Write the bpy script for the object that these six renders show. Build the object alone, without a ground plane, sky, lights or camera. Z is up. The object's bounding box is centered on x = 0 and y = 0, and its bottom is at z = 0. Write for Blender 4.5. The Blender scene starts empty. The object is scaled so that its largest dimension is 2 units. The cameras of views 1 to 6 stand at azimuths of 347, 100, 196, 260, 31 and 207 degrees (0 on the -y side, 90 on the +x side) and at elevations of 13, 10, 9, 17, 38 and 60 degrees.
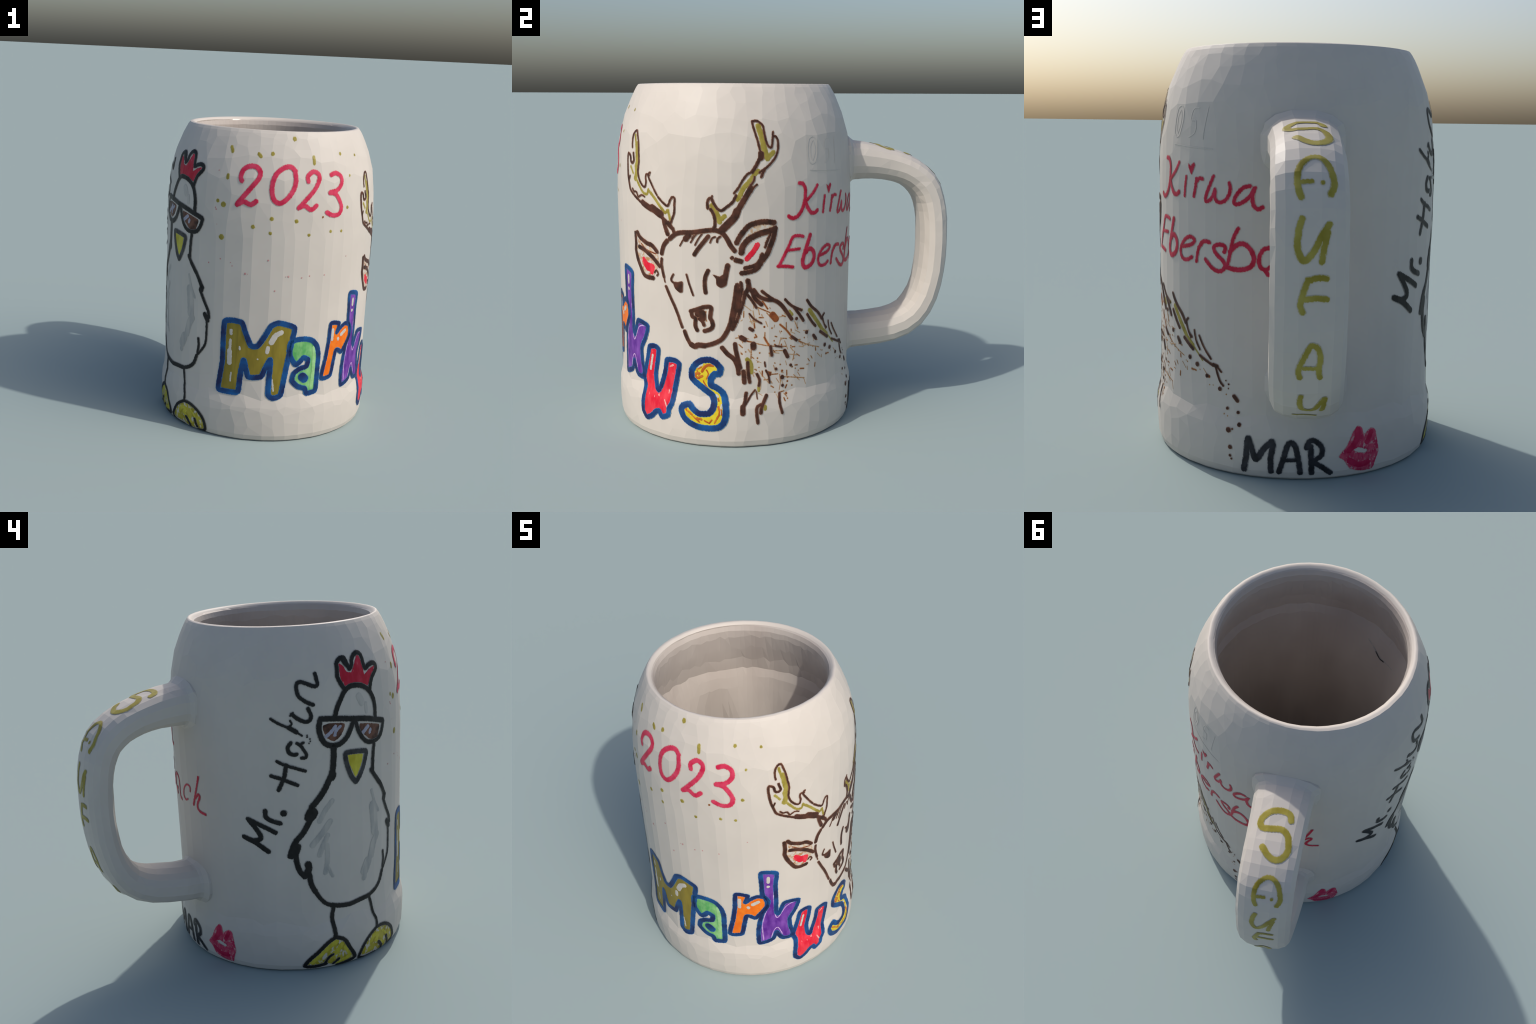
"""Ceramic beer mug with a D-shaped handle, hand-decorated with felt-pen drawings.

The mug is a faceted lathe form; every pen mark is a thin film of ink whose
outline is the level set of a pen-stroke distance field, laid on the glaze.
Drawing sheets: x = arc length round the mug at radius 0.70 m (0 at the front,
-y, growing towards +x), y = height, both in millimetres.  On the handle the
sheet is (across, along the outer back of the handle from its upper root)."""
import bpy, bmesh, math, random
import numpy as np
from mathutils import Vector
from mathutils.bvhtree import BVHTree

AXIS = Vector((0.0, -0.285, 0.0))
SHEET_R = 0.70
rng = random.Random(7)

# ------------------------------------------------------------------ materials
def new_mat(name):
    m = bpy.data.materials.new(name)
    m.use_nodes = True
    nt = m.node_tree
    return m, nt, nt.nodes["Principled BSDF"]

def link(nt, a, b):
    nt.links.new(a, b)

def noise(nt, coords, scale, detail=3.0, stretch=(1, 1, 1)):
    mp = nt.nodes.new("ShaderNodeMapping")
    mp.inputs["Scale"].default_value = stretch
    link(nt, coords, mp.inputs["Vector"])
    n = nt.nodes.new("ShaderNodeTexNoise")
    n.inputs["Scale"].default_value = scale
    n.inputs["Detail"].default_value = detail
    link(nt, mp.outputs["Vector"], n.inputs["Vector"])
    return n.outputs["Fac"]

def ramp(nt, fac, stops):
    r = nt.nodes.new("ShaderNodeValToRGB")
    el = r.color_ramp.elements
    while len(el) < len(stops):
        el.new(0.5)
    for e, (p, c) in zip(el, stops):
        e.position = p
        e.color = (*c, 1.0)
    link(nt, fac, r.inputs["Fac"])
    return r.outputs["Color"]

def glaze(name, a, b, rough=0.5, tint=None):
    m, nt, bs = new_mat(name)
    tc = nt.nodes.new("ShaderNodeTexCoord").outputs["Object"]
    col = ramp(nt, noise(nt, tc, 3.2, 4.0), [(0.35, a), (0.68, b)])
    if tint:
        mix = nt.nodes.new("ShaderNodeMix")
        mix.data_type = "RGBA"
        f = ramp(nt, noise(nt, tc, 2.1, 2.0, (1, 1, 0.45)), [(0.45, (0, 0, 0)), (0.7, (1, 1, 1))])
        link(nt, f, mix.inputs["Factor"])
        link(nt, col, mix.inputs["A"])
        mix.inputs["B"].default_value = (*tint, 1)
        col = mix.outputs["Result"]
    link(nt, col, bs.inputs["Base Color"])
    bs.inputs["Roughness"].default_value = rough
    bs.inputs["Specular IOR Level"].default_value = SPEC
    return m

SPEC = 0.25

def ink(name, dark, light, streak=(1, 1, 1), scale=26.0, lo=0.35, hi=0.7, specks=None):
    """Felt-pen film: two tones of one ink, mottled where the pen went over twice."""
    m, nt, bs = new_mat("ink_" + name)
    tc = nt.nodes.new("ShaderNodeTexCoord").outputs["Object"]
    col = ramp(nt, noise(nt, tc, scale, 4.0, streak), [(lo, dark), (hi, light)])
    if specks:
        amount, colour = specks
        mix = nt.nodes.new("ShaderNodeMix")
        mix.data_type = "RGBA"
        f = ramp(nt, noise(nt, tc, scale * 2.2, 2.0, streak), [(amount, (0, 0, 0)), (amount + 0.1, (1, 1, 1))])
        link(nt, f, mix.inputs["Factor"])
        link(nt, col, mix.inputs["A"])
        mix.inputs["B"].default_value = (*colour, 1)
        col = mix.outputs["Result"]
    link(nt, col, bs.inputs["Base Color"])
    bs.inputs["Roughness"].default_value = 0.45
    bs.inputs["Specular IOR Level"].default_value = 0.25
    return m

WHITE_A, WHITE_B = (0.552, 0.503, 0.450), (0.582, 0.531, 0.475)
MAT_GLAZE = glaze("white_glaze", WHITE_A, WHITE_B)
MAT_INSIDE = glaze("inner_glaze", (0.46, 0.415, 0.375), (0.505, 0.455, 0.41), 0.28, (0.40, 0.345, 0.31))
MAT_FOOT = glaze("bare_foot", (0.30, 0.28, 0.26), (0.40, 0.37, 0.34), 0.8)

# name: (layer, material)
INK = {
    "foot_yellow": (0, ink("foot_yellow", (0.29, 0.235, 0.012), (0.45, 0.38, 0.04), (1, 1, 0.6), 22, 0.35, 0.6, (0.52, (0.53, 0.49, 0.42)))),
    "ear_orange":  (0, ink("ear_orange", (0.40, 0.20, 0.08), (0.52, 0.40, 0.28), (1, 1, 1), 18, 0.35, 0.55, (0.46, (0.545, 0.50, 0.45)))),
    "haze":        (0, ink("haze", (0.40, 0.21, 0.09), (0.50, 0.36, 0.22))),
    "gold":        (0, ink("gold", (0.235, 0.185, 0.025), (0.345, 0.285, 0.06))),
    "sienna":      (0, ink("sienna", (0.15, 0.032, 0.010), (0.34, 0.10, 0.025))),
    "grey":        (0, ink("grey", (0.37, 0.355, 0.335), (0.49, 0.455, 0.41), (1, 1, 0.3), 26, 0.38, 0.62)),
    "faint":       (0, ink("faint", (0.515, 0.478, 0.432), (0.545, 0.505, 0.456))),
    "olive":       (0, ink("olive", (0.205, 0.155, 0.018), (0.30, 0.23, 0.03), (1, 1, 0.25), 22)),
    "green":       (0, ink("green", (0.09, 0.34, 0.10), (0.27, 0.55, 0.21), (1, 1, 0.6), 24)),
    "orange":      (0, ink("orange", (0.72, 0.13, 0.004), (0.80, 0.20, 0.012))),
    "purple":      (0, ink("purple", (0.085, 0.012, 0.22), (0.21, 0.07, 0.38), (1, 1, 0.5), 24)),
    "red":         (0, ink("red", (0.62, 0.008, 0.03), (0.75, 0.06, 0.08), (1, 1, 0.4), 24, 0.4, 0.72, (0.68, (0.72, 0.40, 0.36)))),
    "yellow":      (0, ink("yellow", (0.60, 0.42, 0.01), (0.66, 0.54, 0.03), (1, 1, 1), 20, 0.35, 0.6, (0.70, (0.58, 0.53, 0.40)))),
    "comb_red":    (0, ink("comb_red", (0.44, 0.004, 0.025), (0.56, 0.03, 0.07), (1, 1, 0.3), 26, 0.4, 0.75, (0.66, (0.58, 0.25, 0.27)))),
    "lens_brown":  (0, ink("lens_brown", (0.035, 0.013, 0.008), (0.19, 0.08, 0.05), (1, 1, 1), 14, 0.38, 0.62)),
    "beak_yellow": (0, ink("beak_yellow", (0.42, 0.36, 0.02), (0.60, 0.54, 0.06), (1, 1, 0.5), 26)),
    "lip_pink":    (0, ink("lip_pink", (0.46, 0.012, 0.07), (0.60, 0.09, 0.15), (1, 1, 0.6), 34, 0.35, 0.65, (0.57, (0.55, 0.30, 0.30)))),
    "fleck":       (0, ink("fleck", (0.50, 0.20, 0.20), (0.53, 0.32, 0.30))),
    "crimson":     (1, ink("crimson", (0.42, 0.005, 0.030), (0.52, 0.025, 0.068))),
    "pink":        (1, ink("pink", (0.50, 0.012, 0.055), (0.61, 0.055, 0.115))),
    "brass":       (1, ink("brass", (0.25, 0.20, 0.018), (0.41, 0.345, 0.075), (1, 1, 1), 8)),
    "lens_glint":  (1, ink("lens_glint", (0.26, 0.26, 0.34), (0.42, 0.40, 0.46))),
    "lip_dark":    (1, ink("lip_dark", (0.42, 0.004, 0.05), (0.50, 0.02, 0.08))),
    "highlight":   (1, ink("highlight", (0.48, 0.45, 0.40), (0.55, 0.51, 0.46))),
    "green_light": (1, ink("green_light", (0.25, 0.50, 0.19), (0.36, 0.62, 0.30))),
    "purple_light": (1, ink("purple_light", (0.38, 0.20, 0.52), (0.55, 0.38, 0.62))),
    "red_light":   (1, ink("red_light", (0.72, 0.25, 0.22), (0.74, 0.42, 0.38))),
    "rust":        (1, ink("rust", (0.36, 0.07, 0.008), (0.55, 0.17, 0.02))),
    "umber":       (2, ink("umber", (0.032, 0.013, 0.008), (0.092, 0.031, 0.018))),
    "black":       (2, ink("black", (0.006, 0.006, 0.006), (0.016, 0.015, 0.015))),
    "slate":       (2, ink("slate", (0.020, 0.020, 0.022), (0.055, 0.055, 0.058))),
    "charcoal":    (2, ink("charcoal", (0.010, 0.010, 0.013), (0.035, 0.035, 0.042))),
    "blue":        (2, ink("blue", (0.008, 0.018, 0.085), (0.006, 0.085, 0.27), (1, 1, 1), 9, 0.42, 0.70)),
}
INK_ORDER = list(INK)

# thin paler rim of each ink, added to imitate the scan's blurred texture edges
BLUR_RIM = {
    "umber": ink("umber_blur", (0.16, 0.062, 0.035), (0.30, 0.17, 0.11)),
    "sienna": ink("sienna_blur", (0.42, 0.25, 0.12), (0.52, 0.38, 0.24)),
    "black": ink("black_blur", (0.13, 0.12, 0.11), (0.24, 0.22, 0.20)),
    "slate": ink("slate_blur", (0.16, 0.15, 0.145), (0.26, 0.24, 0.22)),
    "charcoal": ink("charcoal_blur", (0.15, 0.145, 0.145), (0.26, 0.24, 0.23)),
    "blue": ink("blue_blur", (0.012, 0.12, 0.36), (0.09, 0.25, 0.42)),
    "crimson": ink("crimson_blur", (0.52, 0.14, 0.15), (0.56, 0.27, 0.25)),
    "pink": ink("pink_blur", (0.56, 0.18, 0.19), (0.58, 0.30, 0.28)),
    "gold": ink("gold_blur", (0.42, 0.37, 0.17), (0.50, 0.45, 0.28)),
    "brass": ink("brass_blur", (0.41, 0.35, 0.15), (0.49, 0.44, 0.27)),
    "grey": ink("grey_blur", (0.47, 0.44, 0.40), (0.53, 0.49, 0.44)),
    "lip_pink": ink("lip_blur", (0.52, 0.20, 0.21), (0.56, 0.32, 0.30)),
}

# ------------------------------------------------------------------ helpers
def obj_from(name, verts, faces, mats, parent, smooth=False, face_mats=None):
    me = bpy.data.meshes.new(name)
    me.from_pydata(verts, [], faces)
    for m in mats:
        me.materials.append(m)
    if face_mats is not None:
        me.polygons.foreach_set("material_index", np.asarray(face_mats, dtype=np.int32))
    me.polygons.foreach_set("use_smooth", np.full(len(me.polygons), smooth))
    me.update()
    ob = bpy.data.objects.new(name, me)
    bpy.context.collection.objects.link(ob)
    if parent:
        ob.parent = parent
    return ob

# ------------------------------------------------------------------ mug body
# outer profile: (height, radius) from the foot to the lip
OUTER = [(0.0, .690), (.010, .702), (.040, .712), (.11, .717), (.195, .7185), (.235, .7155), (.30, .6985), (.40, .6968),
         (.66, .6980), (.98, .7005), (1.34, .7025), (1.47, .7005), (1.60, .692), (1.715, .6785),
         (1.815, .651), (1.90, .616), (1.95, .5925), (1.978, .577), (1.993, .566)]
LIP = [(1.9975, .560), (1.998, .552), (1.993, .543), (1.982, .534)]
# inner profile, from the lip down to the floor
INNER = [(1.974, .527), (1.945, .518), (1.90, .520), (1.81, .540), (1.71, .568), (1.63, .582), (1.57, .566), (1.50, .56), (1.40, .555), (1.26, .55), (1.1, .55), (0.85, .545), (0.5, .54), (.24, .50), (.185, .43), (.176, .3), (.176, .0)]
SEG = 50

def out_of_round(a, z):
    """The thrown body is a touch oval and leans very slightly."""
    side = (math.degrees(a) - 226 + 180) % 360 - 180
    return (-.0022 * math.cos(2 * a) + .003 * (z - 1) * math.sin(2 * a) - .0012 * math.cos(a) * (1.4 - z)
            + .0018 * math.cos(a - math.radians(238)) + .003 * math.exp(-(side / 30) ** 2))

def lathe(profile, seg, jitter, seed, squash=1.0, flip=False):
    """Rings of vertices with the uneven spacing of a decimated scan, triangulated at random diagonals."""
    r = random.Random(seed)
    column = [r.uniform(-.36, .36) for _ in range(seg)]
    verts, faces = [], []
    n = len(profile)
    for k, (z, rad) in enumerate(profile):
        below = profile[k - 1][0] if k else z
        above = profile[k + 1][0] if k < n - 1 else z
        room = min(abs(z - below), abs(above - z)) if 0 < k < n - 1 else 0.0
        for i in range(seg):
            j = jitter(z)
            a = 2 * math.pi * (i + column[i] * (1 - .6 * j) + r.uniform(-.26, .26) * j) / seg
            zz = z + r.uniform(-.38, .38) * room * j
            rr = float(np.interp(zz, [p[0] for p in sorted(profile)], [p[1] for p in sorted(profile)])) if j > 0 else rad
            rr += out_of_round(a, zz) + r.uniform(-.0010, .0010) * j
            verts.append((AXIS.x + rr * math.sin(a), AXIS.y - rr * math.cos(a), zz))
    for k in range(n - 1):
        for i in range(seg):
            a, b = k * seg + i, k * seg + (i + 1) % seg
            c, d = b + seg, a + seg
            # fold each quad along the diagonal that bulges out, as on any convex facetted form
            A, B, C, D = (Vector(verts[q]) for q in (a, b, c, d))
            if ((B - A).cross(C - A)).dot(D - A) < 0:
                tris = [(a, b, c), (a, c, d)]
            else:
                tris = [(a, b, d), (b, c, d)]
            if flip:
                tris = [t[::-1] for t in tris]
            faces += tris
    return verts, faces

def jit_outer(z):
    if .40 < z < 1.40:
        return 0.12
    if z < .05 or z > 1.96:
        return 0.25 if z > 0.005 else 0.0
    return 1.0

mug = bpy.data.objects.new("beer_mug", None)
bpy.context.collection.objects.link(mug)
mug.location = AXIS
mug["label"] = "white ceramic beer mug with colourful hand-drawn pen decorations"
mug["category"] = "beer mug"

def local(vs):
    return [(v[0] - AXIS.x, v[1] - AXIS.y, v[2] - AXIS.z) for v in vs]

# outer wall
ov, of = lathe(OUTER, SEG, jit_outer, 11)
wall_tree = BVHTree.FromPolygons([Vector(v) for v in ov], of)
obj_from("outer_wall", local(ov), of, [MAT_GLAZE], mug)

# lip: shares its border rings with the outer wall and the inside
top = ov[-SEG:]
lv, lf = list(top), []
for z, rad in LIP:
    for i in range(SEG):
        a = math.atan2(top[i][0] - AXIS.x, -(top[i][1] - AXIS.y))
        lv.append((AXIS.x + rad * math.sin(a), AXIS.y - rad * math.cos(a), z + (-.0012 - .0012 * math.sin(3 * a + 1) if z > 1.99 else 0)))
for k in range(len(LIP)):
    for i in range(SEG):
        a, b = k * SEG + i, k * SEG + (i + 1) % SEG
        lf += [(a, b, b + SEG), (a, b + SEG, a + SEG)]
obj_from("lip", local(lv), lf, [MAT_GLAZE], mug, True)

# inside: below the neck the bore narrows unevenly, wide on one side, with one soft vertical ridge left standing back
BORE_TOP = [(0, .552), (60, .572), (80, .590), (140, .588), (165, .572), (190, .562), (227, .556), (260, .556), (288, .568), (305, .556), (360, .552)]
BORE_TAPER = [(1.54, 0.0), (1.40, .020), (1.22, .048), (1.0, .070), (.7, .088), (.4, .10), (.2, .108)]

# share of the narrowing at each bearing: ridges stand back, the folds between them come in
BORE_FOLDS = [(0, 1.0), (40, .9), (70, .05), (118, .05), (135, .8), (150, 1.5), (172, 1.5), (190, .6), (203, .95), (218, 1.15), (227, .1),
              (237, .0), (247, 1.0), (260, 1.8), (279, 1.8), (288, .2), (295, .1), (312, 1.0), (360, 1.0)]

def bore(a, z):
    deg = math.degrees(a) % 360
    top_r = float(np.interp(deg, *zip(*BORE_TOP)))
    g = float(np.interp(-z, [-q[0] for q in BORE_TAPER], [q[1] for q in BORE_TAPER]))
    return top_r - g * float(np.interp(deg, *zip(*BORE_FOLDS)))

def panelled(v):
    x, y, z = v[0] - AXIS.x, v[1] - AXIS.y, v[2]
    if z > 1.62 or z < .2:
        return v
    a, r0 = math.atan2(x, -y), math.hypot(x, y)
    f = max(0.0, min(1.0, (1.60 - z) / .14))
    f = f * f * (3 - 2 * f)
    r = r0 * (1 - f) + bore(a, z) * f
    return (AXIS.x + x * r / r0, AXIS.y + y * r / r0, z)

def jit_inner(z):
    return (.9 if z > 1.66 else .35) if .6 < z < 1.93 else .2
inner_prof = [LIP[-1]] + INNER[:-1]
IN_SEG = 2 * SEG
iv, if_ = lathe(inner_prof, IN_SEG, lambda z: 0.0 if z > 1.98 else jit_inner(z), 23)
rim_ring = [Vector(v) for v in lv[-SEG:]]
for i in range(SEG):                       # the inside starts exactly on the lip's inner edge
    iv[2 * i] = tuple(rim_ring[i])
    iv[2 * i + 1] = tuple((rim_ring[i] + rim_ring[(i + 1) % SEG]) / 2)
iv = [panelled(v) for v in iv]
c = len(iv)
iv.append((AXIS.x, AXIS.y, INNER[-1][0]))
last = c - IN_SEG
if_ += [(last + i, last + (i + 1) % IN_SEG, c) for i in range(IN_SEG)]
bore_tree = BVHTree.FromPolygons([Vector(v) for v in iv], if_)
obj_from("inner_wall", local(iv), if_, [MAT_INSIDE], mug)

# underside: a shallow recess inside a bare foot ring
fv, ff = list(ov[:SEG]), []
for z, rad in [(0.0, .60), (.012, .585), (.014, .2)]:
    for i in range(SEG):
        a = math.atan2(ov[i][0] - AXIS.x, -(ov[i][1] - AXIS.y))
        fv.append((AXIS.x + rad * math.sin(a), AXIS.y - rad * math.cos(a), z))
for k in range(3):
    for i in range(SEG):
        a, b = k * SEG + i, k * SEG + (i + 1) % SEG
        ff += [(a, a + SEG, b + SEG, b)]
fv.append((AXIS.x, AXIS.y, .014))
ff += [(3 * SEG + (i + 1) % SEG, 3 * SEG + i, len(fv) - 1) for i in range(SEG)]
obj_from("underside", local(fv), ff, [MAT_FOOT], mug)

# ------------------------------------------------------------------ handle
HANG = math.radians(17.2)
HDIR = Vector((-math.sin(HANG), math.cos(HANG), 0))
HWID = Vector((math.cos(HANG), math.sin(HANG), 0))
# centre line of the loop: distance from the mug axis, height, half depth, half width
LOOP = [(.60, 1.543, .121, .164), (.74, 1.545, .119, .163), (.84, 1.538, .109, .159), (.94, 1.521, .099, .155),
        (1.02, 1.498, .095, .154), (1.09, 1.466, .094, .154), (1.15, 1.419, .093, .155), (1.193, 1.363, .091, .155),
        (1.223, 1.280, .087, .155), (1.238, 1.190, .085, .155), (1.244, 1.090, .084, .155), (1.244, .980, .084, .155),
        (1.234, .857, .084, .155), (1.209, .738, .085, .155), (1.163, .633, .089, .155), (1.096, .554, .095, .155),
        (.993, .503, .101, .156), (.865, .478, .104, .156), (.74, .466, .107, .156), (.60, .462, .108, .156)]
FILLET = .036        # radius of the soft joint between handle and wall
N_SECT, N_ALONG = 16, 38

def bar_section():
    """Rounded bar: flattish back, rounder inside (across, out) in units of half width / half depth."""
    pts = []
    for i in range(N_SECT):
        t = 2 * math.pi * (i + .5) / N_SECT
        c_, s_ = math.cos(t), math.sin(t)
        pts.append((math.copysign(abs(c_) ** .80, c_), math.copysign(abs(s_) ** (.72 if s_ > 0 else .90), s_)))
    return pts

def spline(keys, t):
    n = len(keys) - 1
    i = min(n - 1, int(t))
    f = t - i
    g = lambda k: np.array(keys[max(0, min(n, k))])
    p0, p1, p2, p3 = g(i - 1), g(i), g(i + 1), g(i + 2)
    return .5 * (2*p1 + (p2 - p0)*f + (2*p0 - 5*p1 + 4*p2 - p3)*f*f + (3*p1 - p0 - 3*p2 + p3)*f**3)

def loop_frame(t):
    q = spline(LOOP, t)
    d = spline(LOOP, min(len(LOOP) - 1, t + .05)) - spline(LOOP, max(0, t - .05))
    L = math.hypot(d[0], d[1])
    return q, (-d[1] / L, d[0] / L)      # point, outward normal in the handle plane

SECT = bar_section()
hv, hf = [], []
hr = random.Random(5)
T_END = len(LOOP) - 1
stations = [0, .45, .62, .75, .87, 1.0, 1.2] + list(np.linspace(1.5, T_END - 1.5, N_ALONG - 14)) + [T_END - x for x in (1.2, 1.0, .87, .75, .62, .45, 0)]
EDGE_OUT = []
for t in stations:
    q, nrm = loop_frame(t)
    EDGE_OUT.append((q[0] + nrm[0] * q[2], q[1] + nrm[1] * q[2]))
    jit = 0.0 if t < 1.1 or t > T_END - 1.1 else .0016
    for (x, y) in SECT:
        across = x * q[3]
        wall = math.sqrt(max(0, .70 ** 2 - across ** 2))
        gap = q[0] - wall                      # clearance from the mug wall on this side of the bar
        g = max(0.0, min(1.0, 1 - gap / FILLET))
        swell = FILLET * (1 - math.sqrt(max(0.0, 1 - g * g)))
        L = math.hypot(x * q[3], y * q[2]) or 1
        ax = across + swell * x * q[3] / L + (-.002 if q[1] > 1 else -.028) * max(0.0, min(1.0, (1.15 - q[0]) / .35))
        ou = y * q[2] + swell * y * q[2] / L
        p = AXIS + HDIR * (q[0] + nrm[0] * ou) + HWID * ax + Vector((0, 0, q[1] + nrm[1] * ou))
        p += Vector((hr.uniform(-1, 1), hr.uniform(-1, 1), hr.uniform(-1, 1))) * jit
        hv.append(tuple(p))
ns = N_SECT
for k in range(len(stations) - 1):
    for i in range(ns):
        a, b = k * ns + i, k * ns + (i + 1) % ns
        hf += [(a, b + ns, b), (a, a + ns, b + ns)] if hr.random() < .5 else [(a, a + ns, b), (b, a + ns, b + ns)]
handle_tree = BVHTree.FromPolygons([Vector(v) for v in hv], hf)
handle = obj_from("handle", local(hv), hf, [MAT_GLAZE], mug)

# ------------------------------------------------------------------ pen ink
def curve(pts, closed=False, tension=.5, step=5.0):
    """Catmull-Rom curve through the control points of a pen stroke."""
    p = np.array(pts, float)
    n = len(p)
    if n < 3 and not closed:
        return p
    out = []
    for i in range(n if closed else n - 1):
        p1, p2 = p[i], p[(i + 1) % n]
        p0 = p[(i - 1) % n] if closed or i else p1
        p3 = p[(i + 2) % n] if closed or i + 2 < n else p2
        m1, m2 = (p2 - p0) * tension, (p3 - p1) * tension
        L = np.hypot(*(p2 - p1))
        for t in np.arange(0, 1, 1 / max(1, int(L / step))):
            out.append((2*t**3 - 3*t*t + 1) * p1 + (t**3 - 2*t*t + t) * m1 + (3*t*t - 2*t**3) * p2 + (t**3 - t*t) * m2)
    out.append(p[0] if closed else p[-1])
    return np.array(out)

def smooth_noise(X, Y, scale, seed):
    r = np.random.RandomState(seed)
    s = np.zeros_like(X)
    for _ in range(6):
        a, ph, f = r.uniform(0, 2 * np.pi), r.uniform(0, 2 * np.pi), r.uniform(.6, 1.7) / scale
        s += np.sin((X * np.cos(a) + Y * np.sin(a)) * f * 2 * np.pi + ph)
    return s / 6 ** .5

def inside(poly, x, y):
    hit = False
    for (x0, y0), (x1, y1) in zip(poly, poly[1:] + poly[:1]):
        if (y0 > y) != (y1 > y) and x < (x1 - x0) * (y - y0) / (y1 - y0) + x0:
            hit = not hit
    return hit

class Sheet:
    """Collects pen strokes, blots and filled areas, then turns each ink into a film on the surface."""
    def __init__(self, name, place, parent):
        self.name, self.place, self.parent, self.items = name, place, parent, []
        self.piece_no = 0
    def piece(self, name):
        self.current = (self.piece_no, name)
        self.piece_no += 1
    def pen(self, ink_name, width, *pts):
        self.items.append((self.current, ink_name, "pen", width, pts))
    def loop(self, ink_name, width, *pts):
        self.items.append((self.current, ink_name, "loop", width, pts))
    def fill(self, ink_name, *pts):
        self.items.append((self.current, ink_name, "fill", 0, pts))
    def hole(self, ink_name, *pts):
        self.items.append((self.current, ink_name, "hole", 0, pts))
    def scatter(self, ink_name, count, sizes, area, seed, streak=0):
        """Loose flecks and short scratches inside an outline."""
        r = random.Random(seed)
        xs, ys = [p[0] for p in area], [p[1] for p in area]
        while count:
            x, y = r.uniform(min(xs), max(xs)), r.uniform(min(ys), max(ys))
            if inside(list(area), x, y):
                a = r.gauss(-.9, .5)
                self.pen(ink_name, r.uniform(*sizes), (x, y), (x + streak * r.random() * math.cos(a) + .1, y + streak * r.random() * math.sin(a)))
                count -= 1
    def build(self):
        groups = {}
        for it in self.items:
            groups.setdefault(it[0], []).append(it)
        keys = list(groups)
        group_parent = self.parent
        if len(keys) > 1:
            group_parent = bpy.data.objects.new(self.name, None)
            bpy.context.collection.objects.link(group_parent)
            group_parent.parent = self.parent
        for key in keys:
            V, Fc, FM, mats = [], [], [], []
            inks = sorted({i[1] for i in groups[key]}, key=INK_ORDER.index)
            for nm in inks:
                mine = [i for i in groups[key] if i[1] == nm]
                for grow, mat in ((.0, INK[nm][1]),) + (((2.6, BLUR_RIM[nm]),) if nm in BLUR_RIM else ()):
                    v, fa = ink_film(mine, nm, self.place, grow)
                    if not len(fa):
                        continue
                    base = len(V)
                    V += v
                    Fc += [(a + base, b + base, c + base) for a, b, c in fa]
                    FM += [len(mats)] * len(fa)
                    mats.append(mat)
            obj_from(key[1] if len(keys) > 1 else self.name, local(V), Fc, mats, group_parent, True, FM)

def segment_field(F, xs, ys, P, w):
    h = xs[1] - xs[0]
    if len(P) == 1:
        P = np.vstack([P, P + [[.01, 0]]])
    for a, b in zip(P[:-1], P[1:]):
        m = w / 2 + 4 * h
        i0, i1 = np.searchsorted(xs, [min(a[0], b[0]) - m, max(a[0], b[0]) + m])
        j0, j1 = np.searchsorted(ys, [min(a[1], b[1]) - m, max(a[1], b[1]) + m])
        if i0 >= i1 or j0 >= j1:
            continue
        X, Y = np.meshgrid(xs[i0:i1], ys[j0:j1], indexing="ij")
        d = b - a
        t = np.clip(((X - a[0]) * d[0] + (Y - a[1]) * d[1]) / max(1e-9, d @ d), 0, 1)
        dist = np.hypot(X - a[0] - t * d[0], Y - a[1] - t * d[1]) - w / 2
        F[i0:i1, j0:j1] = np.minimum(F[i0:i1, j0:j1], dist)

def polygon_field(xs, ys, P):
    X, Y = np.meshgrid(xs, ys, indexing="ij")
    inside = np.zeros(X.shape, bool)
    D = np.full(X.shape, 1e9)
    for a, b in zip(P[:-1], P[1:]):
        if a[1] != b[1]:
            cond = (a[1] > Y) != (b[1] > Y)
            inside ^= cond & (X < (b[0] - a[0]) * (Y - a[1]) / (b[1] - a[1]) + a[0])
        d = b - a
        t = np.clip(((X - a[0]) * d[0] + (Y - a[1]) * d[1]) / max(1e-9, d @ d), 0, 1)
        D = np.minimum(D, np.hypot(X - a[0] - t * d[0], Y - a[1] - t * d[1]))
    return np.where(inside, -D, D)

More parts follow.
